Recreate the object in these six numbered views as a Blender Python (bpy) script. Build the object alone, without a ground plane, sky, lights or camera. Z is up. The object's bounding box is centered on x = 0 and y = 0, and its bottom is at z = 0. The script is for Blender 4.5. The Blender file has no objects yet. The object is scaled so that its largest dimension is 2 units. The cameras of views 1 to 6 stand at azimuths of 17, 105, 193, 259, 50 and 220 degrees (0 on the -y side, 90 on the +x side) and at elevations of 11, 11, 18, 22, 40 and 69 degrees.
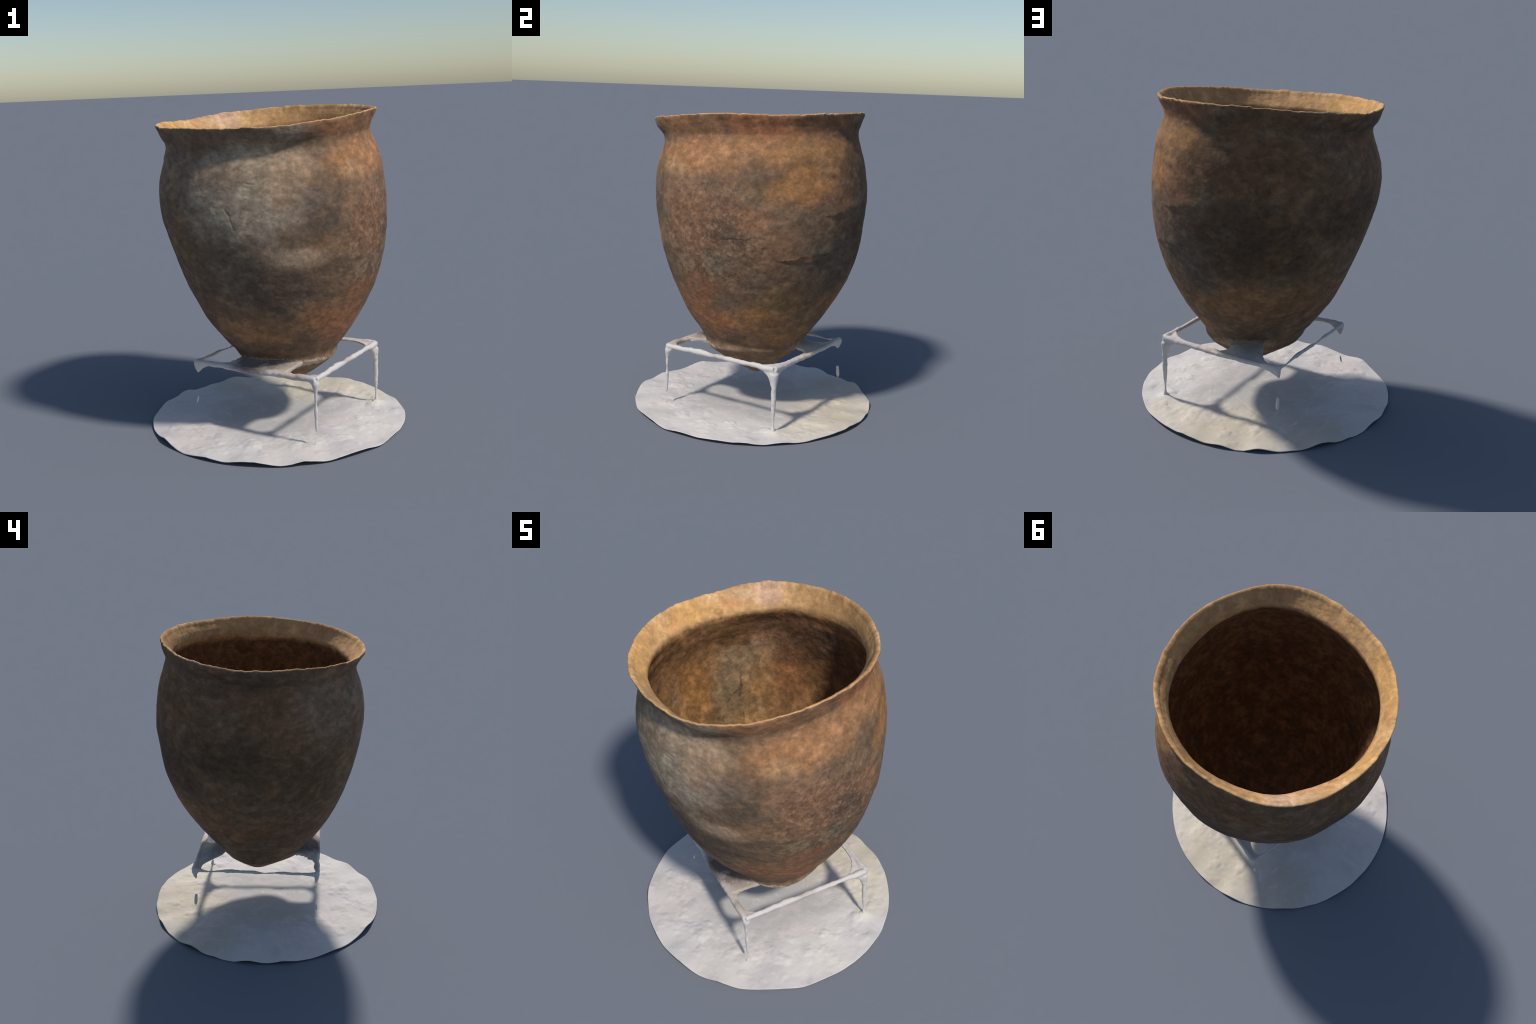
"""A hand-built earthenware jar on a thin four-legged wire stand over a round white display board."""
import bpy, bmesh
import numpy as np
from math import pi, tau

rng = np.random.default_rng(7)

# ------------------------------------------------------------------ helpers
def smooth_interp(x, xk, yk):
    """Cubic Hermite interpolation with limited slopes (no overshoot between control points)."""
    x, xk, yk = np.asarray(x, float), np.asarray(xk, float), np.asarray(yk, float)
    h = np.diff(xk); d = np.diff(yk) / h
    m = np.empty_like(yk); m[0], m[-1] = d[0], d[-1]
    m[1:-1] = (d[:-1] * h[1:] + d[1:] * h[:-1]) / (h[:-1] + h[1:])
    i = np.clip(np.searchsorted(xk, x) - 1, 0, len(h) - 1)
    t = (x - xk[i]) / h[i]
    return ((2*t**3 - 3*t**2 + 1) * yk[i] + (t**3 - 2*t**2 + t) * h[i] * m[i]
            + (-2*t**3 + 3*t**2) * yk[i+1] + (t**3 - t**2) * h[i] * m[i+1])


def hash3(ix, iy, iz, seed):
    h = (ix * 374761393 + iy * 668265263 + iz * 2147483647 + seed * 1274126177) & 0xFFFFFFFF
    h = ((h ^ (h >> 13)) * 1274126177) & 0xFFFFFFFF
    h = ((h ^ (h >> 16)) * 2246822519) & 0xFFFFFFFF
    return ((h ^ (h >> 15)) & 0xFFFF) / 32767.5 - 1.0


def value_noise(p, seed=0):
    i = np.floor(p).astype(np.int64); f = p - i
    f = f * f * f * (f * (f * 6 - 15) + 10)
    out = 0
    for dx in (0, 1):
        for dy in (0, 1):
            for dz in (0, 1):
                w = (f[..., 0] if dx else 1 - f[..., 0]) * (f[..., 1] if dy else 1 - f[..., 1]) * (f[..., 2] if dz else 1 - f[..., 2])
                out = out + w * hash3(i[..., 0] + dx, i[..., 1] + dy, i[..., 2] + dz, seed)
    return out


def fbm(p, scale, octaves=3, seed=0, gain=0.5):
    total, amp = 0, 1.0
    for k in range(octaves):
        total = total + amp * value_noise(p * scale * 2**k + 17.3 * k, seed + k)
        amp *= gain
    return total


def harmonics(theta, coeffs, first=0):
    """coeffs: [const] + (cos, sin) pairs, or only pairs starting at harmonic `first`."""
    c = list(coeffs)
    if first == 0:
        out = np.full_like(theta, c[0]); c = c[1:]; first = 1
    else:
        out = np.zeros_like(theta)
    for k in range(len(c) // 2):
        out = out + c[2*k] * np.cos((first + k) * theta) + c[2*k+1] * np.sin((first + k) * theta)
    return out


def mesh_object(name, verts, faces, parent=None, smooth=True):
    me = bpy.data.meshes.new(name)
    me.from_pydata(np.asarray(verts).tolist(), [], faces if isinstance(faces, list) else faces.tolist())
    me.update()
    if smooth:
        me.polygons.foreach_set("use_smooth", [True] * len(me.polygons))
    ob = bpy.data.objects.new(name, me)
    bpy.context.scene.collection.objects.link(ob)
    ob.parent = parent
    return ob


def vertex_normals(verts, faces):
    """Area weighted normals of a quad/triangle mesh given as arrays."""
    n = np.zeros_like(verts)
    groups = [faces] if isinstance(faces, np.ndarray) else [np.array([f for f in faces if len(f) == k]) for k in {len(f) for f in faces}]
    for f in groups:
        a, b, c = verts[f[:, 0]], verts[f[:, 1]], verts[f[:, 2]]
        fn = np.cross(b - a, c - a) if f.shape[1] == 3 else np.cross(c - a, verts[f[:, 3]] - b)
        for k in range(f.shape[1]):
            np.add.at(n, f[:, k], fn)
    l = np.linalg.norm(n, axis=1, keepdims=True); l[l == 0] = 1
    return n / l


def split_by_region(verts, faces, region, names, parent, normals, slot=None):
    """One smooth surface, cut into named child objects whose border vertices and normals coincide."""
    made = []
    for r, name in names:
        pick = faces[region == r]
        if not len(pick):
            continue
        used, inv = np.unique(pick, return_inverse=True)
        ob = mesh_object(name, verts[used], inv.reshape(pick.shape), parent)
        ob.data.normals_split_custom_set_from_vertices(normals[used].tolist())
        if slot is not None:
            ob.data.polygons.foreach_set("material_index", slot[region == r].astype(np.int32))
        made.append(ob)
    return made


def empty(name, location=(0, 0, 0)):
    ob = bpy.data.objects.new(name, None)
    ob.location = location
    bpy.context.scene.collection.objects.link(ob)
    return ob

# ------------------------------------------------------------------ the jar's form
# s runs up the wall: 0 at the foot edge, about 0.925 at the neck, 1 at the lip
FOOT_Z = 0.44
S_WALL = [0, .06, .12, .19, .26, .33, .40, .47, .54, .61, .68, .74, .79, .83, .86, .885, .905, .925, .945, .965, .985, 1.0]
R_WALL = [.3034, .3717, .4345, .4977, .5485, .5925, .6294, .6585, .6800, .6955, .7020, .6985, .6895, .677, .6622, .6470, .6366, .6335, .6420, .6545, .6690, .6800]
S_AXIS = [0, .25, .5, .75, .9, 1.0]
AXIS_X = [.0704, .0495, .0371, .0043, .0052, -.0092]
AXIS_Y = [.0177, .0258, .0298, .0148, .0095, -.0058]
S_OVAL = [0, .3, .6, .85, .92, 1.0]
OVAL = {  # (cos, sin) of the 2nd, 3rd and 4th harmonic of the radius
    2: ([.0031, -.0025, .0063, .0125, .0036, .0064], [-.0003, .0014, .005, -.0053, -.0031, -.0099]),
    3: ([-.0097, .0141, -.0053, .0016, -.003, -.0002], [.0007, -.0014, -.0076, .0029, -.0035, .0028]),
    4: ([-.0097, .0031, -.0027, -.0108, -.007, .0035], [-.0092, .0085, -.0025, -.0063, -.0018, -.0017]),
}
LIP_HEIGHT = [1.9506, .02, .0381, -.0008, .002, .003, -.0071, .0019, -.0005, -.0006, -.0015, .0002, .001, -.0006, -.0012, .0014, -.0002]
LIP_RADIUS = [-.0039, .0038, -.0027, -.0006, -.01, .0068, .0019, .0003, .001, .002, -.0013, -.002, .0005, -.0006]


# broad hand-made swells and dents: (azimuth deg, s, azimuth width deg, s width, amount)
SWELLS = [
    (246, .85, 24, .07, -.056), (232, .905, 15, .035, -.016), (246, .73, 20, .08, -.018), (88, .87, 18, .05, -.018), (62, .87, 15, .05, -.018),
    (50, .47, 23, .10, .024), (52, .31, 22, .075, .020), (163, .36, 17, .10, .027), (42, .77, 16, .12, .012), (150, .79, 20, .10, .010),
    (242, .45, 18, .06, .013), (214, .60, 13, .07, .013), (284, .16, 16, .06, .020), (305, .88, 14, .03, .014), (14, .44, 12, .08, .008),
    (220, .17, 28, .09, -.022), (40, .08, 40, .055, -.016), (135, .07, 22, .06, -.018), (205, .80, 12, .07, -.008), (204, .36, 16, .08, -.018),
    (189, .55, 13, .08, -.010), (126, .79, 12, .09, -.007), (135, .57, 13, .08, -.007), (260, .28, 16, .06, .012),
    (24, .958, 24, .03, .022), (176, .955, 15, .03, .014), (266, .940, 22, .028, .020), (290, .955, 26, .025, .010), (350, .56, 20, .08, .008),
]


def wall(s, theta, inset=0.0):
    """Point on the (outer) wall; inset moves it inwards along the radius."""
    R = smooth_interp(s, S_WALL, R_WALL)
    for k, (c, d) in OVAL.items():
        R = R + np.interp(s, S_OVAL, c) * np.cos(k * theta) + np.interp(s, S_OVAL, d) * np.sin(k * theta)
    for az, s0, wa, ws, amount in SWELLS:
        da = (np.degrees(theta) + 90 - az + 180) % 360 - 180
        R = R + amount * np.exp(-(da / wa) ** 2 - ((s - s0) / ws) ** 2)
    R = R + .006 * np.clip((s - .95) / .05, 0, 1)
    near_lip = np.clip((s - .85) / .15, 0, 1) ** 2
    R = R + near_lip * harmonics(theta, LIP_RADIUS, 2) - inset
    tilt = harmonics(theta, LIP_HEIGHT[:3])
    z = FOOT_Z + s * (tilt - FOOT_Z) + near_lip * (harmonics(theta, LIP_HEIGHT) - tilt)
    return np.stack([smooth_interp(s, S_AXIS, AXIS_X) + R * np.cos(theta), smooth_interp(s, S_AXIS, AXIS_Y) + R * np.sin(theta), z], -1)


N_AROUND = 840
UNDER_TIP = np.array([.095, .045, .235])
INNER_FLOOR = np.array([.06, .022, .40])


def build_jar():
    th = np.linspace(0, tau, N_AROUND, endpoint=False)
    rows, tag = [], []

    def ring(s, inset):
        return wall(np.full(N_AROUND, s), th, inset)

    # underside: blunt cone hanging below the foot edge
    foot = ring(0.0, 0); foot[:, 2] -= .008
    for t in np.linspace(.02, .985, 46):
        out = t ** .95
        p = UNDER_TIP + (foot - UNDER_TIP) * out
        p[:, 2] = UNDER_TIP[2] + (foot[:, 2] - UNDER_TIP[2]) * t ** 1.12
        rows.append(p); tag.append(0)
    # outer wall, rising to the lip; a low rolled edge at the foot
    s_out = np.concatenate([np.linspace(0, .85, 400), np.linspace(.852, .984, 80)])
    lip = .004 + .015 * np.exp(-(((np.degrees(th) + 90 - 80 + 180) % 360 - 180) / 48) ** 2)
    for s in s_out:
        p = ring(s, -lip * np.exp(-((s - .014) / .013) ** 2) + .007 * np.exp(-((s - .045) / .018) ** 2))
        rows.append(p); tag.append(2 if s > .905 else 1)
    # rounded lip
    for a in np.linspace(0, pi, 12)[1:-1]:
        q = ring(1.0, .014 - .014 * np.cos(a)); base = ring(.985, .014 - .014 * np.cos(a))
        rows.append(base + (q - base) * np.sin(a)); tag.append(2)
    # inside of the flared lip, then the inner wall down to the floor
    inset_s = [0, .3, .6, .8, .88, .915, .935, .96, .982]
    inset_v = [.018, .020, .024, .030, .036, .044, .046, .040, .028]
    s_in = np.concatenate([np.linspace(.982, .86, 60), np.linspace(.855, .06, 190)])
    for s in s_in:
        da = (np.degrees(th) + 90 - 196 + 180) % 360 - 180
        thick = .028 * np.exp(-(da / 18) ** 2 - ((s - .77) / .12) ** 2)
        dn = (np.degrees(th) + 90 - 264 + 180) % 360 - 180
        thick = thick - .010 * np.exp(-(dn / 30) ** 2 - ((s - .90) / .055) ** 2)
        de = (np.degrees(th) + 90 - 65 + 180) % 360 - 180
        thick = thick - .013 * np.exp(-(de / 60) ** 2 - ((s - .89) / .06) ** 2)
        p = ring(s, float(np.interp(s, inset_s, inset_v)) + thick)
        rows.append(p); tag.append(2 if s > .905 else 3)
    last = rows[-1]
    for t in np.linspace(0, .97, 40)[1:]:
        p = last + (INNER_FLOOR - last) * t
        p[:, 2] = last[:, 2] + (INNER_FLOOR[2] - last[:, 2]) * np.sin(t * pi / 2)
        rows.append(p); tag.append(3)
    V = np.array(rows); nr = len(rows)
    verts = V.reshape(-1, 3)
    i = np.arange(nr - 1)[:, None] * N_AROUND; j = np.arange(N_AROUND)[None]; j2 = (j + 1) % N_AROUND
    faces = np.stack([i + j, i + j2, i + N_AROUND + j2, i + N_AROUND + j], -1).reshape(-1, 4)
    region = np.repeat(np.array(tag)[:-1], N_AROUND)
    # close both ends with small fans written as triangles in quad form is avoided: use poles of tiny radius
    lining = np.repeat(np.arange(nr - 1) >= 46 + len(s_out) + 2, N_AROUND)
    nrm = vertex_normals(verts, faces)
    # hand-formed unevenness: broad dents, wiped streaks, grainy skin
    rowtag = np.repeat(np.array(tag), N_AROUND)
    inner = rowtag == 3
    q = verts * [1, 1, 1.15]
    d = .0028 * fbm(q, 3.1, 2, 11) + .0012 * fbm(q, 17, 2, 23) + .0005 * fbm(verts, 60, 2, 31)
    rough = np.exp(-(((verts - (.68, -.10, 1.25)) / (.45, .5, .45)) ** 2).sum(1))
    d = d + rough * (.0012 * fbm(verts, 34, 2, 35) - .0016 * np.maximum(0, fbm(verts, 48, 1, 37) - .35))
    d = d + np.where(inner, .0022 * fbm(verts * [1, 1, 1.3], 9, 2, 41), 0)
    d = d + relief(verts, rowtag)
    verts = verts + nrm * d[:, None]
    # crumbly lip edge
    ang = np.tile(th, nr).reshape(-1)
    srow = np.zeros(nr)
    k0 = 46 + len(s_out)
    edge = np.zeros(nr); edge[k0 - 6:k0] = np.linspace(.2, .8, 6); edge[k0:k0 + 10] = 1; edge[k0 + 10:k0 + 18] = np.linspace(.9, .1, 8)
    circ = np.stack([np.cos(ang), np.sin(ang), 0 * ang], -1)
    chip = .0024 * fbm(circ, 9, 2, 51) + .0015 * fbm(circ, 36, 2, 53)
    chip = chip + .007 * np.maximum(0, fbm(circ, 26, 1, 59) - .45) - .007 * np.maximum(0, fbm(circ, 20, 1, 67) - .45)
    e = np.repeat(edge, N_AROUND)
    verts[:, 2] += e * chip
    verts[:, :2] += (e * .6 * (.0035 * fbm(circ, 12, 2, 61)))[:, None] * circ[:, :2]
    nrm = vertex_normals(verts, faces)
    # poles
    for row, tip in ((0, -1), (nr - 1, 1)):
        ids = np.arange(row * N_AROUND, (row + 1) * N_AROUND)
        c = verts[ids].mean(0)
        verts = np.vstack([verts, c]); nrm = np.vstack([nrm, [0, 0, tip]])
        nxt = np.roll(ids, -1); pole = np.full_like(ids, len(verts) - 1)
        # degenerate-free fan: pairs of fan triangles merged into quads
        quads = np.stack([pole[::2], ids[::2], nxt[::2], np.roll(nxt, -1)[::2]], 1)
        if tip == -1:
            quads = quads[:, [0, 3, 2, 1]]
        faces = np.vstack([faces, quads]); region = np.concatenate([region, np.full(len(quads), tag[row])]); lining = np.concatenate([lining, np.full(len(quads), tip == 1)])
    jar = empty("clay_jar")
    jar["label"] = "tall brown handmade clay jar with flared rim and pointed base"
    jar["category"] = "clay jar"
    made = split_by_region(verts, faces, region, [(1, "body"), (2, "rim"), (3, "interior"), (0, "base")], jar, nrm, lining)
    return jar, {o.name: o for o in made}


def bump_at(verts, centre, size, height):
    d = (verts - centre) / size
    return height * np.exp(-(d ** 2).sum(1))


# gouges scratched through the skin: polyline, width, depth
GOUGES = [
    ([(-.08, -.664, 1.458), (-.053, -.665, 1.419), (-.032, -.661, 1.34)], .0055, .0026),
    ([(.307, -.592, 1.647), (.335, -.585, 1.61), (.366, -.576, 1.575)], .005, .0022),
    ([(-.487, -.478, 1.62), (-.485, -.476, 1.60)], .008, .006),
    ([(-.598, -.34, 1.575), (-.596, -.345, 1.535)], .009, .007),
    ([(.666, -.086, 1.765), (.664, -.088, 1.73)], .005, .003),
    ([(.05, -.655, 1.60), (.09, -.655, 1.597)], .005, .003),
]
# shallow steps where a skin of clay has flaked off below a line
STEPS = [
    ([(.598, .365, 1.112), (.56, .41, 1.12), (.534, .451, 1.132), (.49, .50, 1.146), (.44, .55, 1.15)], .011),
    ([(.44, .59, 1.39), (.36, .645, 1.40), (.30, .675, 1.425), (.24, .69, 1.42)], .009),
    ([(-.685, .078, 1.384), (-.67, .16, 1.395), (-.64, .24, 1.40)], .008),
    ([(.70, .02, 1.245), (.70, .10, 1.25), (.69, .16, 1.255)], .004),
]
PITS = [((.678, .232, 1.187), .010, .007), ((.69, .12, 1.14), .009, .006), ((.315, .572, 1.03), .018, .010), ((.10, -.475, .726), .028, .006), ((.62, .05, .83), .012, .006), ((.30, .57, 1.06), .012, -.006)]


def to_polyline(verts, line):
    """Distance to a polyline, and height above it."""
    best = np.full(len(verts), 9.0); above = np.zeros(len(verts))
    for p, q in zip(line[:-1], line[1:]):
        p, q = np.array(p), np.array(q); e = q - p
        t = np.clip((verts - p) @ e / (e @ e), 0, 1)
        near = p + t[:, None] * e
        d = np.linalg.norm(verts - near, axis=1)
        m = d < best
        best[m] = d[m]; above[m] = (verts - near)[m, 2]
    return best, above


def relief(verts, rowtag):
    d = np.zeros(len(verts))
    skin = np.flatnonzero(rowtag == 1)
    v = verts[skin]; out = np.zeros(len(v))
    wob = .010 * fbm(v, 30, 2, 63)
    for line, width, depth in GOUGES:
        r, _ = to_polyline(v, line)
        out -= depth * np.exp(-((r + .3 * wob) / width) ** 2)
    for line, height in STEPS:
        r, up = to_polyline(v, line)
        edge = np.clip((up + wob + .006) / .010, 0, 1)
        out += height * np.exp(-(r / .05) ** 2) * (edge - .35) 
    for c, size, depth in PITS:
        out -= depth * np.exp(-(((v - c) / size) ** 2).sum(1))
    d[skin] = out
    return d

# ------------------------------------------------------------------ the stand
CORNER = {"a": (.371, -.490, .433), "b": (.594, .303, .432), "c": (-.211, .549, .433), "d": (-.460, -.260, .428)}


def tube(parts, points, radii, sides=14, up=(0, 0, 1), squash=1.0, lump=0.0, seed=0, steps=40):
    """A bar swept along smooth points with a varying radius, closed at both ends."""
    P, r = np.array(points, float), np.array(radii, float)
    t = np.concatenate([[0], np.cumsum(np.linalg.norm(np.diff(P, axis=0), axis=1))]); t /= t[-1]
    u = np.linspace(0, 1, steps)
    C = np.stack([smooth_interp(u, t, P[:, k]) for k in range(3)], 1)
    rad = np.maximum(smooth_interp(u, t, r), .0008)
    T = np.gradient(C, axis=0); T /= np.linalg.norm(T, axis=1, keepdims=True)
    A = np.cross(T, up); A /= np.linalg.norm(A, axis=1, keepdims=True); Bv = np.cross(A, T)
    ph = np.linspace(0, tau, sides, endpoint=False)
    ringp = C[:, None] + rad[:, None, None] * (np.cos(ph)[None, :, None] * A[:, None] + squash * np.sin(ph)[None, :, None] * Bv[:, None])
    if lump:
        n = lump * fbm(ringp.reshape(-1, 3), 22, 2, 70 + seed).reshape(steps, sides)
        ringp = ringp + n[..., None] * (ringp - C[:, None]) / rad[:, None, None] * np.minimum(1, rad / .010)[:, None, None]
    v = ringp.reshape(-1, 3).tolist() + [C[0].tolist(), C[-1].tolist()]
    f = []
    for k in range(steps - 1):
        for m in range(sides):
            m2 = (m + 1) % sides
            f.append([k*sides + m, k*sides + m2, (k+1)*sides + m2, (k+1)*sides + m])
    for m in range(sides):
        m2 = (m + 1) % sides
        f.append([len(v) - 2, m2, m]); f.append([len(v) - 1, (steps-1)*sides + m, (steps-1)*sides + m2])
    parts.append((v, f))


def slab(parts, outer, inner, z_out, z_in, half_out, half_in, steps=60):
    """A sheet lofted between two curves in plan, with a thickness of its own."""
    u = np.linspace(0, 1, steps)

    def curve(pts):
        p = np.array(pts, float)
        t = np.concatenate([[0], np.cumsum(np.linalg.norm(np.diff(p, axis=0), axis=1))]); t /= t[-1]
        return np.stack([smooth_interp(u, t, p[:, k]) for k in range(2)], 1)
    O, I = curve(outer), curve(inner)
    zi = np.interp(u, np.linspace(0, 1, len(z_in)), z_in)
    W = 8
    top, bot = [], []
    for w in np.linspace(0, 1, W):
        xy = O + (I - O) * w
        z = z_out + (zi - z_out) * w ** 1.6
        h = half_out + (half_in - half_out) * w
        top.append(np.column_stack([xy, z + h])); bot.append(np.column_stack([xy, z - h]))
    G = np.array(top + bot[::-1])           # closed strip of 2W lines
    L = len(G)
    v = G.reshape(-1, 3).tolist(); f = []
    for a in range(L):
        b = (a + 1) % L
        for k in range(steps - 1):
            f.append([a*steps + k, a*steps + k + 1, b*steps + k + 1, b*steps + k])
    f.append([a*steps for a in range(L)][::-1]); f.append([a*steps + steps - 1 for a in range(L)])
    parts.append((v, f))


def build_stand():
    parts = []
    a, b, c, d = (np.array(CORNER[k]) for k in "abcd")

    def along(p, q, ts, dz=(0,), side=(0,)):
        n = np.cross(q - p, [0, 0, 1]); n /= np.linalg.norm(n)
        dz = np.resize(dz, len(ts)); side = np.resize(side, len(ts))
        return [p + (q - p) * t + np.array([0, 0, z]) + n * w for t, z, w in zip(ts, dz, side)]
    # free bars at the two open sides
    tube(parts, along(a, b, [0, .06, .15, .25, .33, .42, .5, .6, .72, .85, .94, 1], dz=(0, .002, 0, .004, .006, 0, .002, .002, 0, 0, 0, -.002)),
         [.019, .017, .0145, .018, .021, .015, .0165, .018, .0150, .018, .022, .020], lump=.0035, seed=1, steps=90)
    tube(parts, along(c, d, [0, .05, .12, .2, .3, .4, .5, .56, .64, .72, .8, .9, .96, 1], dz=(0, -.004, -.01, -.004, 0, -.002, -.004, -.008, -.004, 0, -.004, -.004, -.004, 0)),
         [.019, .012, .006, .008, .0125, .0125, .0115, .0055, .008, .0115, .010, .011, .015, .016], lump=.003, seed=2, steps=90)
    # bars along the two sides that carry the webs
    tube(parts, along(a, d, [0, .08, .2, .35, .5, .65, .8, .92, 1], dz=(0, 0, -.002, -.004, -.006, -.006, -.004, 0, 0)),
         [.019, .019, .019, .018, .016, .014, .014, .016, .016], lump=.0035, seed=3, steps=90)
    tube(parts, along(b, c, [0, .08, .2, .35, .5, .65, .8, .92, 1], dz=(0, 0, -.002, -.004, -.006, -.006, -.004, -.002, 0)),
         [.019, .020, .018, .016, .016, .015, .016, .017, .018], lump=.003, seed=4, steps=90)
    # webs melting into the foot of the jar
    slab(parts, [a[:2], a[:2] + (d - a)[:2] * .25, a[:2] + (d - a)[:2] * .5, a[:2] + (d - a)[:2] * .75, d[:2]],
         [(.372, -.418), (.345, -.434), (.310, -.446), (.262, -.438), (.205, -.412), (.178, -.388), (.190, -.355), (.208, -.315), (.240, -.245), (.10, -.288), (0, -.280), (-.09, -.245), (-.165, -.16), (-.196, -.235), (-.235, -.276), (-.290, -.284), (-.365, -.258)],
         .430, [.436, .436, .436, .440, .446, .462, .482, .488, .484, .466, .446, .436, .432, .430], .012, .009)
    slab(parts, [b[:2], b[:2] + (c - b)[:2] * .25, b[:2] + (c - b)[:2] * .5, b[:2] + (c - b)[:2] * .75, c[:2]],
         [(.545, .205), (.532, .235), (.505, .275), (.459, .314), (.397, .338), (.320, .360), (.235, .387), (.180, .400), (.142, .375), (.140, .318), (.05, .312), (-.055, .300), (-.082, .395), (-.124, .468), (-.182, .496), (-.222, .496)],
         .426, [.436, .436, .436, .436, .436, .436, .436, .440, .462, .478, .472, .440, .428, .428, .428], .011, .008)
    slab(parts, [(.155, -.435), (.06, -.412), (-.04, -.385), (-.12, -.360)], [(.245, -.262), (.15, -.292), (.04, -.296), (-.07, -.268)], .438, [.462, .474, .478, .474], .010, .008)
    # legs: near-complete ones below a and b, broken stumps with loose slivers below c and d
    middle = (a + b + c + d) / 4

    def leg(corner, drops, radii, lean=(0, 0), **kw):
        """A leg whose flare grows towards the inside of the corner, so that its outer line stays straight."""
        inward = (middle - corner) * [1, 1, 0]; inward /= np.linalg.norm(inward)
        pts = [corner + [lean[0] * k, lean[1] * k, -k] + inward * max(0, r - .017) * .8 for k, r in zip(drops, radii)]
        tube(parts, pts, radii, up=(0, 1, 0), **kw)
    leg(a, [.004, .015, .035, .055, .08, .11, .16, .20, .24, .28, .31, .328],
        [.012, .021, .023, .017, .0115, .0090, .0080, .0105, .0115, .0095, .006, .001], lean=(-.003, -.009), lump=.0025, seed=5)
    leg(b, [.004, .014, .03, .05, .07, .095, .13, .18, .22, .27, .31, .34, .375, .395, .407],
        [.012, .028, .034, .031, .026, .020, .0165, .0155, .015, .0125, .009, .007, .009, .0145, .026], lean=(0, .010), lump=.002, seed=6, steps=70)

    def fillet(corner, along_rail, reach, drop, r=.011):
        """Sagging web that rounds the inner corner between a bar and its leg."""
        e = (along_rail - corner) / np.linalg.norm(along_rail - corner)
        for f in np.linspace(.25, 1, 6):
            p, q = corner + e * reach * f, corner + [0, 0, -drop * f]
            m = corner + (e * reach + [0, 0, -drop]) * f * .5 - (e * reach + [0, 0, -drop]) * f * .16
            tube(parts, [p, m, q], [r * .9, r, r * .9], up=(.3, .9, .2), steps=16)
    fillet(b, a, .100, .125, .014); fillet(b, c, .100, .125, .014)
    fillet(a, b, .065, .08, .010); fillet(a, d, .065, .075, .010)
    fillet(c, d, .06, .045, .009); fillet(d, c, .06, .045, .009)

    def stump(corner, tip, along_rail, reach):
        """A broken leg: a three-cornered tatter of sheet hanging below the bar."""
        e = (along_rail - corner) / np.linalg.norm(along_rail - corner)
        for f in np.linspace(0, 1, 7):
            root = corner + e * reach * f + [0, 0, -.008]
            tube(parts, [root, root + (tip - root) * (.5 + .08 * f) + [0, 0, .014 * f], tip], [.013, .009 + .004 * (1 - f), .001], up=(0, 1, 0), steps=14)
    stump(c, c + [-.013, -.011, -.070], b, .11)
    stump(d, d + [.008, .011, -.080], a, .085)
    tube(parts, [c + [0, 0, .006], c + [-.004, -.004, -.02], c + [-.012, -.010, -.058]], [.017, .018, .004], up=(0, 1, 0), seed=7)
    tube(parts, [d + [0, 0, .006], d + [.004, .004, -.025], d + [.008, .010, -.062]], [.015, .016, .004], up=(0, 1, 0), seed=8)
    loose = []
    tube(loose, [(-.218, .543, .242), (-.218, .545, .225), (-.217, .548, .195), (-.217, .550, .175), (-.217, .551, .160)], [.0085, .0095, .0105, .009, .001], up=(0, 1, 0), lump=.001, seed=9)
    tube(loose, [(-.458, -.251, .198), (-.461, -.251, .185), (-.465, -.251, .168), (-.469, -.251, .151)], [.0015, .0045, .0055, .001], up=(0, 1, 0), seed=10)
    tube(loose, [(.3635, -.4985, .060), (.3640, -.4990, .050), (.3632, -.4995, .036), (.3615, -.5005, .022)], [.0010, .0018, .0030, .010], up=(0, 1, 0), seed=11)

    def joined(pp):
        vs, fs = [], []
        for v, f in pp:
            o = len(vs); vs += v; fs += [[k + o for k in g] for g in f]
        return vs, fs
    vs, fs = joined(parts)
    tmp = mesh_object("rough", vs, fs)
    m = tmp.modifiers.new("melt", "REMESH"); m.mode, m.voxel_size, m.adaptivity = "VOXEL", .0042, 0
    sm = tmp.modifiers.new("soften", "SMOOTH"); sm.factor, sm.iterations = .5, 9
    ev = tmp.evaluated_get(bpy.context.evaluated_depsgraph_get())
    me = ev.to_mesh()
    verts = np.empty(len(me.vertices) * 3); me.vertices.foreach_get("co", verts); verts = verts.reshape(-1, 3)
    faces = np.array([p.vertices[:] for p in me.polygons if len(p.vertices) == 4])
    ev.to_mesh_clear(); bpy.data.objects.remove(tmp)
    nrm = vertex_normals(verts, faces)
    verts = verts + nrm * (.0012 * fbm(verts, 45, 2, 81))[:, None]
    nrm = vertex_normals(verts, faces)
    mid = verts[faces].mean(1)
    # which piece a face belongs to: below a corner a leg, near an edge line a rail, else web
    cs = np.array([a, b, c, d]); region = np.full(len(faces), 8)
    for k, (p, q) in enumerate(((a, b), (b, c), (c, d), (d, a))):
        e = (q - p)[:2]; L = np.linalg.norm(e); e = e / L
        rel = mid[:, :2] - p[:2]; t = rel @ e; off = np.abs(rel @ [-e[1], e[0]])
        region[(off < .024) & (t > -.05) & (t < L + .05)] = k
    web = region == 8
    region[web & (mid @ [-.267, .964, 0] > .05)] = 9
    for k in range(4):
        near = np.linalg.norm(mid[:, :2] - cs[k, :2], axis=1) < .07
        region[near & (mid[:, 2] < cs[k, 2] - .024)] = 4 + k
    stand = empty("wire_stand")
    stand["label"] = "thin white four legged square stand with drooping melted looking bars"
    stand["category"] = "display stand"
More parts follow.
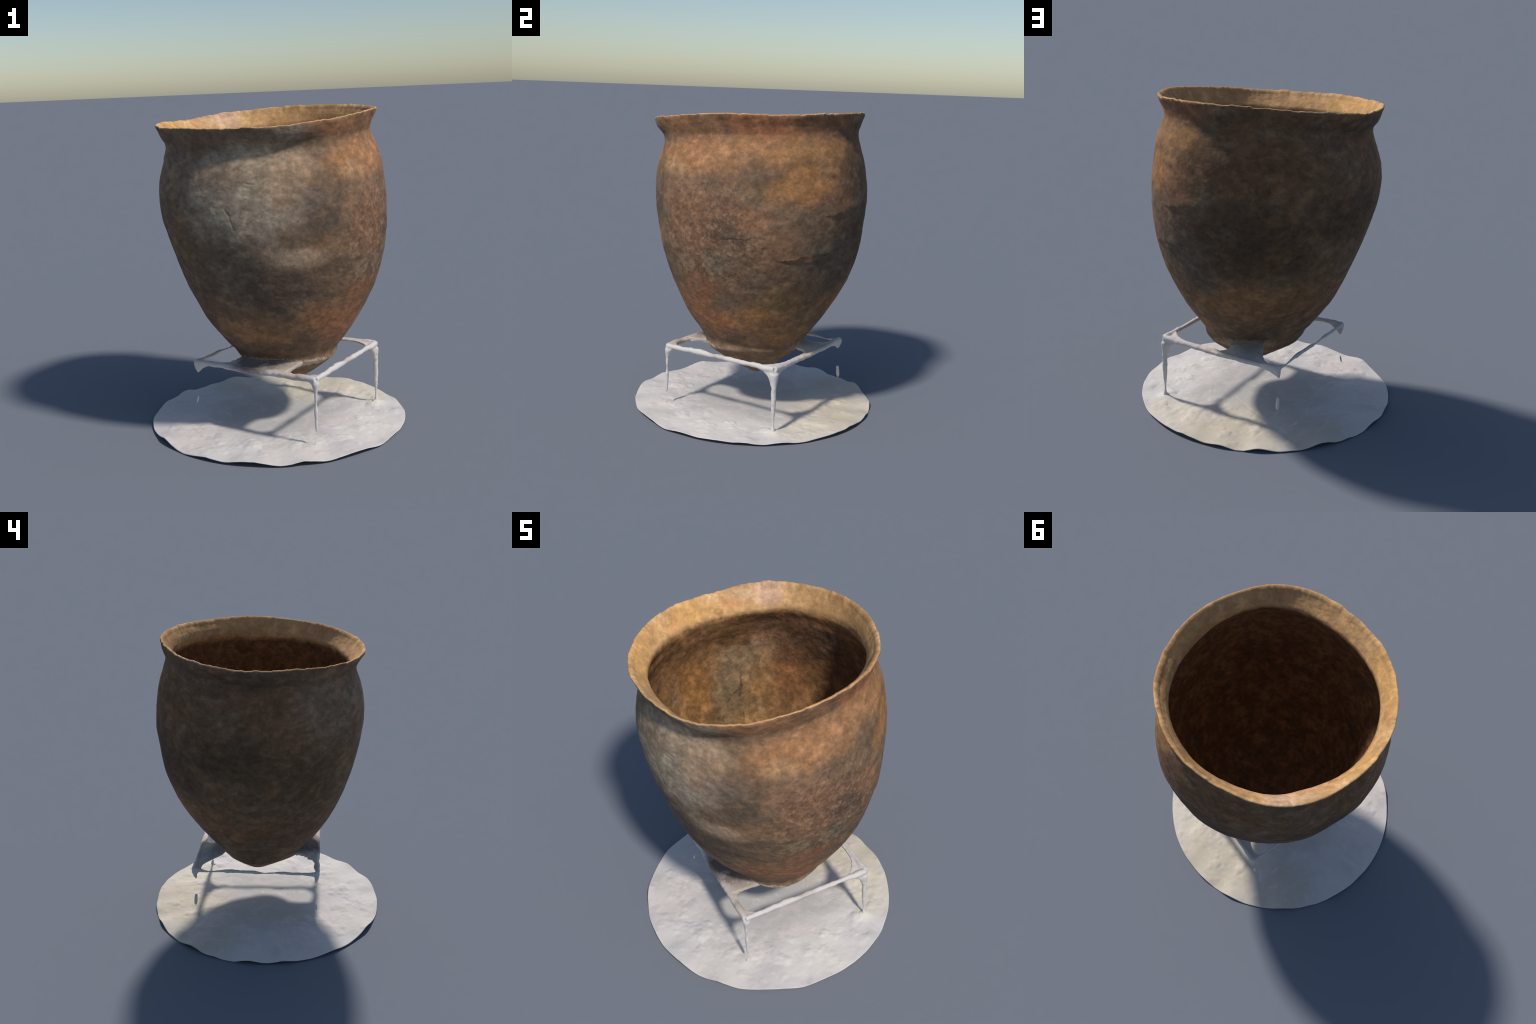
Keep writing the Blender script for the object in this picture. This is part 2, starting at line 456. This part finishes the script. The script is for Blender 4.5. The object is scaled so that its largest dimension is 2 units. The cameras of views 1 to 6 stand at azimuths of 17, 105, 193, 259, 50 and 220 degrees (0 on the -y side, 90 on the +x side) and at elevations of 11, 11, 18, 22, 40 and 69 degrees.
    names = [(0, "rail"), (1, "rail"), (2, "rail"), (3, "rail"), (4, "leg"), (5, "leg"), (6, "leg"), (7, "leg"), (8, "web"), (9, "web")]
    made = split_by_region(verts, faces, region, names, stand, nrm)
    for v, f in loose:
        made.append(mesh_object("leg_fragment", v, f, stand))
    return stand, made

# ------------------------------------------------------------------ the round board
BOARD_RADIUS = [.8125, .0011, -.0007, .0075, -.0001, -.0004, -.0002, .0004, .0002, -.0001, -.0002, .0001, .0001, -.0002, .0004, -.0003, .0004]
BOARD_EDGE_Z = [.0186, .0024, -.0024, -.0009, .0004, -.0009, -.0008, .0003, -.0013, .0016, -.0004, .0001, 0, -.0006, .0034, .0016, -.0015, -.0012, -.0001, -.0012, -.0008,
                .0027, -.0009, -.0023, .0003, .0007, -.0008, .0003, -.0009, -.0037, .003, .0014, .0013, .0011, -.0001, .0002, .0006, -.0014, .0002, .0004, -.0015, .0005,
                .0005, .001, -.0001, -.0001, .0003, -.0004, -.0014, .0016, -.0007, -.0008, .0011]


def build_board():
    na, nr = 720, 220
    th = np.linspace(0, tau, na, endpoint=False)
    R = harmonics(th, BOARD_RADIUS) + .0012 * fbm(np.stack([np.cos(th), np.sin(th), 0*th], 1), 9, 2, 91)
    ez = harmonics(th, BOARD_EDGE_Z)
    t = np.linspace(.004, 1, nr)
    X = -.0018 + t[:, None] * R * np.cos(th); Y = .0008 + t[:, None] * R * np.sin(th)
    flat = np.stack([X, Y, 0 * X], -1)
    w = t[:, None] ** 7
    lumpy = np.clip((t[:, None] - .30) / .35, 0, 1)
    z = .0240 * (1 - w) + ez * w
    z = z + (.0065 * fbm(flat, 7, 2, 95) * (.4 + .6 * lumpy) + .0090 * np.maximum(0, fbm(flat, 12, 3, 97) - .1) * lumpy - .0012 + .0012 * fbm(flat, 34, 2, 99) * lumpy) * (1 - .6 * w)
    crease, _ = to_polyline(flat.reshape(-1, 3), [(.155, .195, 0), (0, .345, 0), (-.18, .505, 0)])
    z = z - .0025 * np.exp(-(crease.reshape(z.shape) / .006) ** 2)
    # dents pressed up around the feet
    for x, y, h, s in ((.594, .307, .012, .05), (.364, -.499, .010, .05)):
        z = z + h * np.exp(-((X - x) ** 2 + (Y - y) ** 2) / s ** 2)
    thick = .0045
    z = np.maximum(z, thick + .0002)
    top = np.stack([X, Y, z], -1)
    bot = np.stack([X, Y, z - thick], -1)
    bot[:, :, 2] -= bot[:, :, 2].min()*0
    rows = np.concatenate([top, bot[::-1]])
    V = rows.reshape(-1, 3); n = len(rows)
    i = np.arange(n - 1)[:, None] * na; j = np.arange(na)[None]; j2 = (j + 1) % na
    F = np.stack([i + j, i + na + j, i + na + j2, i + j2], -1).reshape(-1, 4).tolist()
    F.append(list(range(na))); F.append(list(range((n - 1) * na, n * na))[::-1])
    V[:, 2] -= V[:, 2].min()
    board = mesh_object("display_board", V, F)
    board["label"] = "thin wavy off-white round board with lumpy surface"
    board["category"] = "display base"
    return board

# ------------------------------------------------------------------ materials
class Nodes:
    def __init__(self, name):
        self.mat = bpy.data.materials.new(name); self.mat.use_nodes = True
        self.t = self.mat.node_tree; self.t.nodes.clear()
        self.out = self.n("ShaderNodeOutputMaterial")
        self.bsdf = self.n("ShaderNodeBsdfPrincipled")
        self.link(self.bsdf.outputs[0], self.out.inputs[0])

    def n(self, kind, **kw):
        x = self.t.nodes.new(kind)
        for k, v in kw.items():
            setattr(x, k, v)
        return x

    def link(self, a, b):
        self.t.links.new(a, b)

    def put(self, socket, v):
        if isinstance(v, bpy.types.NodeSocket):
            self.link(v, socket)
        else:
            socket.default_value = v

    def coord(self):
        return self.n("ShaderNodeTexCoord").outputs["Object"]

    def math(self, op, a, b=0.0, c=0.0, clamp=False):
        x = self.n("ShaderNodeMath", operation=op, use_clamp=clamp)
        for s, v in zip(x.inputs, (a, b, c)):
            self.put(s, v)
        return x.outputs[0]

    def vmath(self, op, a, b=(0, 0, 0), scale=1.0):
        x = self.n("ShaderNodeVectorMath", operation=op)
        self.put(x.inputs[0], a); self.put(x.inputs[1], b)
        if op == "SCALE":
            self.put(x.inputs["Scale"], scale)
        return x.outputs["Value" if op in ("LENGTH", "DOT_PRODUCT") else "Vector"]

    def noise(self, vec, scale, detail=4, rough=.55, dist=0.0):
        x = self.n("ShaderNodeTexNoise")
        self.put(x.inputs["Vector"], vec); x.inputs["Scale"].default_value = scale
        x.inputs["Detail"].default_value = detail; x.inputs["Roughness"].default_value = rough; x.inputs["Distortion"].default_value = dist
        return x

    def ramp(self, v, lo, hi, a=0.0, b=1.0):
        x = self.n("ShaderNodeMapRange", interpolation_type="SMOOTHSTEP")
        for k, w in zip(("Value", "From Min", "From Max", "To Min", "To Max"), (v, lo, hi, a, b)):
            self.put(x.inputs[k], w)
        return x.outputs[0]

    def mix(self, fac, a, b, blend="MIX"):
        x = self.n("ShaderNodeMix", data_type="RGBA", blend_type=blend, clamp_factor=True)
        self.put(x.inputs[0], fac)
        for s, v in ((x.inputs[6], a), (x.inputs[7], b)):
            self.put(s, v if isinstance(v, bpy.types.NodeSocket) else (*v, 1) if len(v) == 3 else v)
        return x.outputs[2]


def srgb(r, g, b):
    f = lambda c: (c / 255 / 12.92) if c <= 10 else ((c / 255 + .055) / 1.055) ** 2.4
    return (f(r), f(g), f(b))


def patch(N, pos, colour, centre, size, new, amount=1.0, wobble=None, wobble_amount=.5):
    """Blend a soft-edged stain of colour `new` around a point of the surface."""
    d = N.vmath("DIVIDE", N.vmath("SUBTRACT", pos, centre), size if hasattr(size, "__len__") else (size,) * 3)
    r = N.vmath("LENGTH", d)
    if wobble is not None:
        r = N.math("MULTIPLY_ADD", wobble, wobble_amount, r)
    return N.mix(N.ramp(r, 1.2, .45, 0, amount), colour, new)


def grain(N, pos, colour, amount=1.0, mottled=None, saturation=.95, wipe=1.45):
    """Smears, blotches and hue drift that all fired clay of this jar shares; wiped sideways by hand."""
    wiped = N.vmath("MULTIPLY", pos, (1, 1, wipe))
    warm = N.noise(pos, 6.0, 5, .6, .6).outputs["Fac"]
    colour = N.mix(N.ramp(warm, .50, .68, 0, .24 * amount), colour, srgb(156, 108, 66))
    cool = N.noise(N.vmath("ADD", wiped, (3.1, 1.7, .4)), 6.5, 5, .6, .5).outputs["Fac"]
    colour = N.mix(N.ramp(cool, .52, .70, 0, .34 * amount), colour, srgb(116, 100, 82))
    soot = N.noise(N.vmath("ADD", wiped, (7.7, .3, 2.4)), 9, 5, .6, .4).outputs["Fac"]
    colour = N.mix(N.ramp(soot, .55, .75, 0, .44 * amount), colour, srgb(74, 57, 44))
    pale = N.noise(N.vmath("ADD", wiped, (1.2, 5.3, 9.1)), 11, 5, .62, .3).outputs["Fac"]
    value = N.ramp(pale, .40, .72, 1 - .18 * amount, 1 + .36 * amount)
    blotch = N.noise(N.vmath("MULTIPLY", pos, (1, 1, 1.15)), 24, 6, .66, .1).outputs["Fac"]
    value = N.math("MULTIPLY", value, N.ramp(blotch, .32, .68, 1 - .24 * amount, 1 + .24 * amount))
    speck = N.noise(pos, 70, 4, .6).outputs["Fac"]
    value = N.math("MULTIPLY", value, N.math("MULTIPLY_ADD", speck, .55 * amount, 1 - .275 * amount))
    if mottled is not None:     # fire-pitted zone: pale crusts between dark pits
        big = N.noise(pos, 44, 4, .7, .5).outputs["Fac"]
        crust = N.ramp(big, .50, .68, 0, 1); pit = N.ramp(big, .48, .34, 0, 1)
        colour = N.mix(N.math("MULTIPLY", crust, N.math("MULTIPLY", mottled, .46)), colour, srgb(168, 134, 102))
        colour = N.mix(N.math("MULTIPLY", pit, N.math("MULTIPLY", mottled, .62)), colour, srgb(76, 55, 45))
    hsv = N.n("ShaderNodeHueSaturation"); hsv.inputs["Saturation"].default_value = saturation
    N.put(hsv.inputs["Value"], value); N.put(hsv.inputs["Color"], colour)
    return hsv.outputs[0]


def bump(N, pos, strength=.20, scale=40):
    h = N.math("ADD", N.noise(pos, scale, 4, .6).outputs["Fac"], N.math("MULTIPLY", N.noise(pos, scale * .35, 3, .6).outputs["Fac"], 1.2))
    b = N.n("ShaderNodeBump"); b.inputs["Strength"].default_value = strength; b.inputs["Distance"].default_value = .006
    N.put(b.inputs["Height"], h); N.link(b.outputs[0], N.bsdf.inputs["Normal"])


# stains of the outer wall: centre, (radius around, radius up), colour, strength.  Broad ones first.
STAINS = [
    # smoked back and its lighter zones
    ((-.14, .68, 1.66), (.45, .24), (108, 75, 45), .9), ((-.67, .01, 1.62), (.36, .24), (120, 86, 57), .9),
    ((-.10, .68, 1.24), (.50, .30), (82, 61, 41), .95), ((-.60, .34, 1.38), (.34, .22), (86, 66, 46), .95),
    ((-.62, -.08, 1.20), (.40, .28), (100, 78, 55), .9), ((-.34, -.58, 1.28), (.32, .28), (116, 92, 67), .9),
    ((-.12, .55, .82), (.50, .16), (136, 98, 59), .85), ((-.42, .27, .78), (.36, .15), (128, 92, 60), .85),
    ((-.42, -.18, .76), (.28, .15), (112, 83, 62), .8), ((-.58, .27, 1.75), (.26, .10), (118, 83, 58), .7),
    ((-.56, .38, 1.54), (.14, .08), (124, 92, 66), .6), ((-.46, .39, 1.04), (.15, .12), (120, 90, 63), .7),
    ((-.60, -.28, 1.66), (.28, .26), (138, 112, 89), .8), ((.28, .62, 1.72), (.22, .14), (112, 80, 52), .7),
    ((.39, .60, 1.55), (.20, .14), (128, 88, 60), .8), ((.38, .55, 1.78), (.16, .09), (138, 99, 60), .7),
    # grey ash-coloured front
    ((.02, -.66, 1.52), (.42, .34), (164, 147, 124), .95), ((.17, -.63, 1.66), (.26, .20), (163, 143, 117), .85),
    ((.30, -.60, 1.62), (.20, .18), (166, 136, 107), .8), ((-.09, -.65, 1.63), (.18, .10), (136, 109, 88), .6),
    ((-.40, -.54, 1.66), (.20, .16), (134, 114, 93), .7),
    ((.01, -.61, 1.08), (.32, .24), (108, 93, 77), .9), ((.18, -.56, .96), (.24, .15), (97, 77, 63), .85),
    ((.47, -.52, 1.42), (.17, .16), (92, 78, 64), .75), ((.40, -.56, 1.52), (.12, .10), (112, 96, 82), .8),
    ((.32, -.57, 1.17), (.18, .065), (170, 143, 116), .8), ((.22, -.60, 1.21), (.12, .05), (150, 128, 104), .6),
    ((.30, -.50, .98), (.14, .10), (92, 72, 60), .6), ((.02, -.47, .70), (.30, .12), (146, 106, 70), .85),
    # orange shoulder
    ((.61, -.32, 1.71), (.28, .13), (156, 108, 66), .85), ((.66, -.13, 1.74), (.28, .15), (155, 109, 71), .85),
    ((.59, .29, 1.79), (.34, .15), (155, 108, 66), .85), ((.46, .49, 1.76), (.24, .15), (159, 113, 66), .8),
    ((.60, -.36, 1.64), (.12, .07), (159, 121, 83), .7), ((.55, .45, 1.60), (.20, .16), (158, 108, 60), .85),
    ((.63, .35, 1.53), (.20, .10), (154, 107, 61), .8),
    # pitted red-brown cheek
    ((.66, -.30, 1.45), (.22, .16), (136, 102, 77), .85), ((.69, -.20, 1.32), (.26, .22), (124, 89, 64), .9),
    ((.67, .09, 1.00), (.30, .20), (104, 82, 62), .85), ((.66, .28, 1.18), (.20, .16), (122, 90, 65), .8),
    ((.72, .01, 1.28), (.16, .10), (84, 65, 52), .8), ((.71, .02, 1.42), (.10, .09), (112, 80, 60), .6),
    ((.69, .18, 1.36), (.13, .10), (142, 99, 68), .7), ((.68, .19, 1.57), (.085, .07), (104, 85, 64), .7),
    ((.71, -.08, 1.08), (.10, .08), (108, 95, 77), .7), ((.62, -.20, .90), (.17, .12), (134, 87, 56), .8),
    ((.60, -.26, 1.06), (.08, .06), (150, 126, 100), .5),
    # sooty flank and ochre foot
    ((.38, .58, 1.15), (.24, .17), (94, 79, 63), .92), ((.53, .44, 1.125), (.09, .03), (156, 106, 74), .7),
    ((.25, .58, .98), (.16, .12), (84, 72, 60), .7), ((.53, .31, .82), (.22, .14), (136, 102, 63), .8),
    ((.44, -.31, .76), (.24, .15), (150, 100, 64), .75), ((.50, -.17, .68), (.18, .14), (146, 94, 60), .7),
    ((.53, .12, .70), (.20, .12), (172, 117, 65), .8), ((.40, .28, .60), (.24, .12), (140, 103, 64), .7),
    # outside of the rim
    ((-.16, -.62, 1.90), (.42, .09), (124, 104, 82), .9), ((.29, -.62, 1.90), (.13, .09), (146, 127, 106), .85),
    ((.55, -.39, 1.91), (.26, .09), (144, 100, 65), .9), ((.62, .20, 1.92), (.34, .09), (158, 102, 65), .9),
    ((.35, .54, 1.93), (.26, .09), (134, 90, 59), .85), ((-.10, .66, 1.90), (.40, .09), (98, 74, 52), .9),
    ((-.58, .27, 1.86), (.40, .08), (90, 72, 56), .9), ((-.60, -.25, 1.86), (.26, .08), (110, 90, 70), .8),
]


def stained(N, pos, colour, stains, breakup=.45):
    edge = N.math("SUBTRACT", N.noise(pos, 7, 5, .62, .4).outputs["Fac"], .5)
    for centre, size, rgb, amount in stains:
        colour = patch(N, pos, colour, centre, (size[0], size[0], size[1]), srgb(*rgb), amount, edge, breakup * 2.4)
    return colour


def along_line(N, pos, p, q, width, wobble):
    """Mask around the segment p-q."""
    e = [b - a for a, b in zip(p, q)]
    rel = N.vmath("SUBTRACT", pos, p)
    t = N.math("DIVIDE", N.vmath("DOT_PRODUCT", rel, e), sum(x * x for x in e), clamp=True)
    near = N.vmath("SCALE", tuple(e), scale=t)
    r = N.vmath("LENGTH", N.vmath("SUBTRACT", rel, near))
    r = N.math("MULTIPLY_ADD", wobble, width * 1.5, r)
    return N.ramp(r, width, width * .2)


def clay_material(name="fired_clay"):
    N = Nodes(name)
    pos = N.coord()
    base = N.mix(1, (0, 0, 0), srgb(116, 91, 68))
    colour = stained(N, pos, base, STAINS)
    zone = N.ramp(N.vmath("LENGTH", N.vmath("DIVIDE", N.vmath("SUBTRACT", pos, (.70, -.12, 1.25)), (.42, .46, .42))), 1.15, .45)
    colour = grain(N, pos, colour, .86, zone)
    wob = N.math("SUBTRACT", N.noise(pos, 40, 3, .6).outputs["Fac"], .5)
    for line, width, depth in GOUGES:
        for p, q in zip(line[:-1], line[1:]):
            colour = N.mix(N.math("MULTIPLY", along_line(N, pos, p, q, width * 1.1, wob), .38), colour, srgb(64, 46, 36))
    # pale tan patches along the foot edge, strongest beside the stand's webs
    for centre, size, amount in (((.08, -.31, .455), (.30, .035), .9), ((.27, -.24, .455), (.16, .026), .8), ((.06, .31, .470), (.20, .045), .45), ((.38, -.06, .458), (.14, .014), .35)):
        colour = patch(N, pos, colour, centre, (size[0], size[0], size[1]), srgb(186, 164, 142), amount, wob, 1.6)
    N.put(N.bsdf.inputs["Base Color"], colour)
    N.bsdf.inputs["Roughness"].default_value = .82
    N.bsdf.inputs["Specular IOR Level"].default_value = .3
    bump(N, pos)
    return N.mat


INNER_CRACKS = [
    ((-.558, .330, 1.33), (-.544, .328, 1.263), .013), ((-.544, .328, 1.263), (-.544, .306, 1.20), .012), ((-.548, .318, 1.25), (-.568, .256, 1.21), .009),
    ((-.510, .300, 1.09), (-.495, .287, 1.04), .012), ((-.56, .26, 1.205), (-.59, .20, 1.15), .008),
]
LINING_STAINS = [
    ((-.60, .10, 1.50), (.40, .30), (140, 102, 66), .6), ((-.30, .57, 1.60), (.36, .22), (124, 92, 69), .8),
    ((-.54, .37, 1.40), (.24, .20), (146, 121, 92), .8), ((-.56, .22, 1.18), (.20, .14), (120, 101, 76), .7),
    ((-.43, .48, 1.32), (.16, .18), (132, 95, 59), .7), ((-.62, .07, 1.28), (.16, .20), (138, 97, 52), .8),
    ((-.34, .55, 1.30), (.18, .16), (137, 90, 56), .7), ((.2, .1, .8), (.45, .3), (118, 88, 60), .6),
    ((.30, -.30, 1.2), (.3, .3), (98, 72, 53), .7), ((.1, -.05, .7), (.25, .2), (142, 106, 68), .7), ((.45, .1, 1.1), (.2, .2), (86, 66, 50), .6), ((-.1, .2, .75), (.2, .15), (122, 98, 68), .6),
    ((-.2, -.35, 1.0), (.2, .2), (90, 68, 50), .6), ((.2, -.05, .95), (.18, .14), (142, 102, 60), .5), ((.05, -.45, 1.3), (.2, .2), (112, 84, 60), .5),
    ((-.47, .42, 1.24), (.12, .16), (150, 114, 72), .55), ((-.60, .20, 1.24), (.10, .10), (128, 110, 82), .6), ((-.63, .02, 1.42), (.14, .14), (150, 104, 58), .6),
    ((-.57, .10, 1.13), (.07, .05), (90, 72, 50), .7), ((-.54, .38, 1.56), (.035, .03), (66, 48, 36), .7), ((-.54, .33, 1.47), (.12, .08), (150, 128, 98), .6),
    ((-.05, .68, 1.55), (.20, .14), (104, 78, 60), .6), ((-.12, .64, 1.70), (.16, .06), (84, 64, 50), .6), ((-.45, .30, 1.0), (.20, .12), (146, 116, 74), .6),
]
RIM_STAINS = [
    ((-.60, .04, 1.86), (.10, .05), (228, 178, 92), .6), ((-.61, .17, 1.91), (.08, .05), (218, 176, 128), .7), ((-.53, .31, 1.885), (.09, .04), (206, 144, 92), .7),
    ((-.56, .20, 1.845), (.035, .02), (120, 84, 54), .8), ((-.52, .40, 1.945), (.025, .02), (132, 100, 68), .7), ((-.50, .36, 1.94), (.07, .035), (206, 178, 136), .7),
    ((-.61, -.06, 1.85), (.09, .04), (222, 160, 108), .6), ((.20, .60, 1.92), (.14, .10), (150, 118, 80), .6),
    ((-.42, .47, 1.93), (.12, .10), (204, 166, 138), .75), ((.05, .60, 1.93), (.34, .14), (176, 133, 84), .85),
    ((-.44, -.46, 1.90), (.26, .14), (216, 163, 94), .8), ((.60, .10, 1.93), (.42, .14), (184, 136, 86), .8),
    ((-.60, .05, 1.88), (.18, .10), (212, 160, 92), .7), ((-.50, .33, 1.92), (.10, .05), (206, 170, 128), .7),
    ((.40, -.50, 1.92), (.20, .12), (186, 134, 90), .7),
]


def lining_material(name="slip_lining"):
    """Inside: yellow slip on the flare, browned wall below the neck."""
    N = Nodes(name)
    pos = N.coord()
    wall_c = stained(N, pos, N.mix(1, (0, 0, 0), srgb(132, 96, 61)), LINING_STAINS)
    wall_c = grain(N, pos, wall_c, 1.15, None, .98, .9)
    wob = N.math("SUBTRACT", N.noise(pos, 30, 3, .6).outputs["Fac"], .5)
    for p, q, width in INNER_CRACKS:
        wall_c = N.mix(N.math("MULTIPLY", along_line(N, pos, p, q, width, wob), .55), wall_c, srgb(52, 40, 28))
    rim_c = stained(N, pos, N.mix(1, (0, 0, 0), srgb(205, 158, 104)), RIM_STAINS)
    rim_c = grain(N, pos, rim_c, .6, None, .96, 1.0)
    edge = N.math("SUBTRACT", N.noise(pos, 14, 4, .6).outputs["Fac"], .5)
    lift = N.vmath("DOT_PRODUCT", pos, (-.018, -.035, 1))       # the neck line lies slightly tilted
    lift = N.math("MULTIPLY_ADD", edge, .05, lift)
    N.put(N.bsdf.inputs["Base Color"], N.mix(N.ramp(lift, 1.795, 1.845), wall_c, rim_c))
    N.bsdf.inputs["Roughness"].default_value = .85
    N.bsdf.inputs["Specular IOR Level"].default_value = .25
    bump(N, pos, .32, 42)
    return N.mat


def white_material(name, stains, base):
    N = Nodes(name)
    pos = N.coord()
    colour = stained(N, pos, N.mix(1, (0, 0, 0), srgb(*base)), stains, .35)
    tint = N.noise(pos, 7, 3, .55, .5).outputs["Fac"]
    colour = N.mix(N.ramp(tint, .52, .70, 0, .5), colour, srgb(208, 194, 190))
    cool = N.noise(N.vmath("ADD", pos, (1.3, 4.1, 2.2)), 6, 3, .55, .5).outputs["Fac"]
    colour = N.mix(N.ramp(cool, .54, .72, 0, .32), colour, srgb(180, 177, 172))
    chalk = N.noise(pos, 26, 3, .6).outputs["Fac"]
    colour = N.mix(N.ramp(chalk, .58, .72, 0, .35), colour, srgb(226, 220, 212))
    N.put(N.bsdf.inputs["Base Color"], colour)
    N.bsdf.inputs["Roughness"].default_value = .75
    N.bsdf.inputs["Specular IOR Level"].default_value = .3
    bump(N, pos, .08, 30)
    return N.mat


BOARD_STAINS = [
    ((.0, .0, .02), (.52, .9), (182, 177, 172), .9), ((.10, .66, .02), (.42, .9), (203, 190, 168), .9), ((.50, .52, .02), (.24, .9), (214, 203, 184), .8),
    ((-.45, .55, .02), (.30, .9), (190, 179, 162), .7), ((.62, -.10, .02), (.26, .9), (222, 215, 206), .8), ((.3, -.62, .02), (.28, .9), (210, 203, 194), .7),
    ((-.40, -.52, .02), (.24, .9), (202, 192, 184), .6), ((.594, .307, .02), (.06, .2), (218, 212, 200), .8),
]
STAND_STAINS = [
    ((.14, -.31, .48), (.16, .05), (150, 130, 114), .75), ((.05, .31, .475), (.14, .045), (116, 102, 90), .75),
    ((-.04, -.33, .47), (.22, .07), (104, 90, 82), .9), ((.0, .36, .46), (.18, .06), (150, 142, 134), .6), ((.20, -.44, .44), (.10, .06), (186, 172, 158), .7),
    ((.30, -.44, .43), (.07, .05), (176, 162, 148), .7), ((.46, -.10, .44), (.08, .05), (186, 172, 164), .8), ((.20, .42, .44), (.16, .06), (206, 192, 168), .7),
]

jar, jar_parts = build_jar()
clay, lining = clay_material(), lining_material()
for o in jar_parts.values():
    o.data.materials.append(clay)
    o.data.materials.append(lining)
stand, stand_parts = build_stand()
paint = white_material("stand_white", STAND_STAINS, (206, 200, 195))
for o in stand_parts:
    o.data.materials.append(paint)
board = build_board()
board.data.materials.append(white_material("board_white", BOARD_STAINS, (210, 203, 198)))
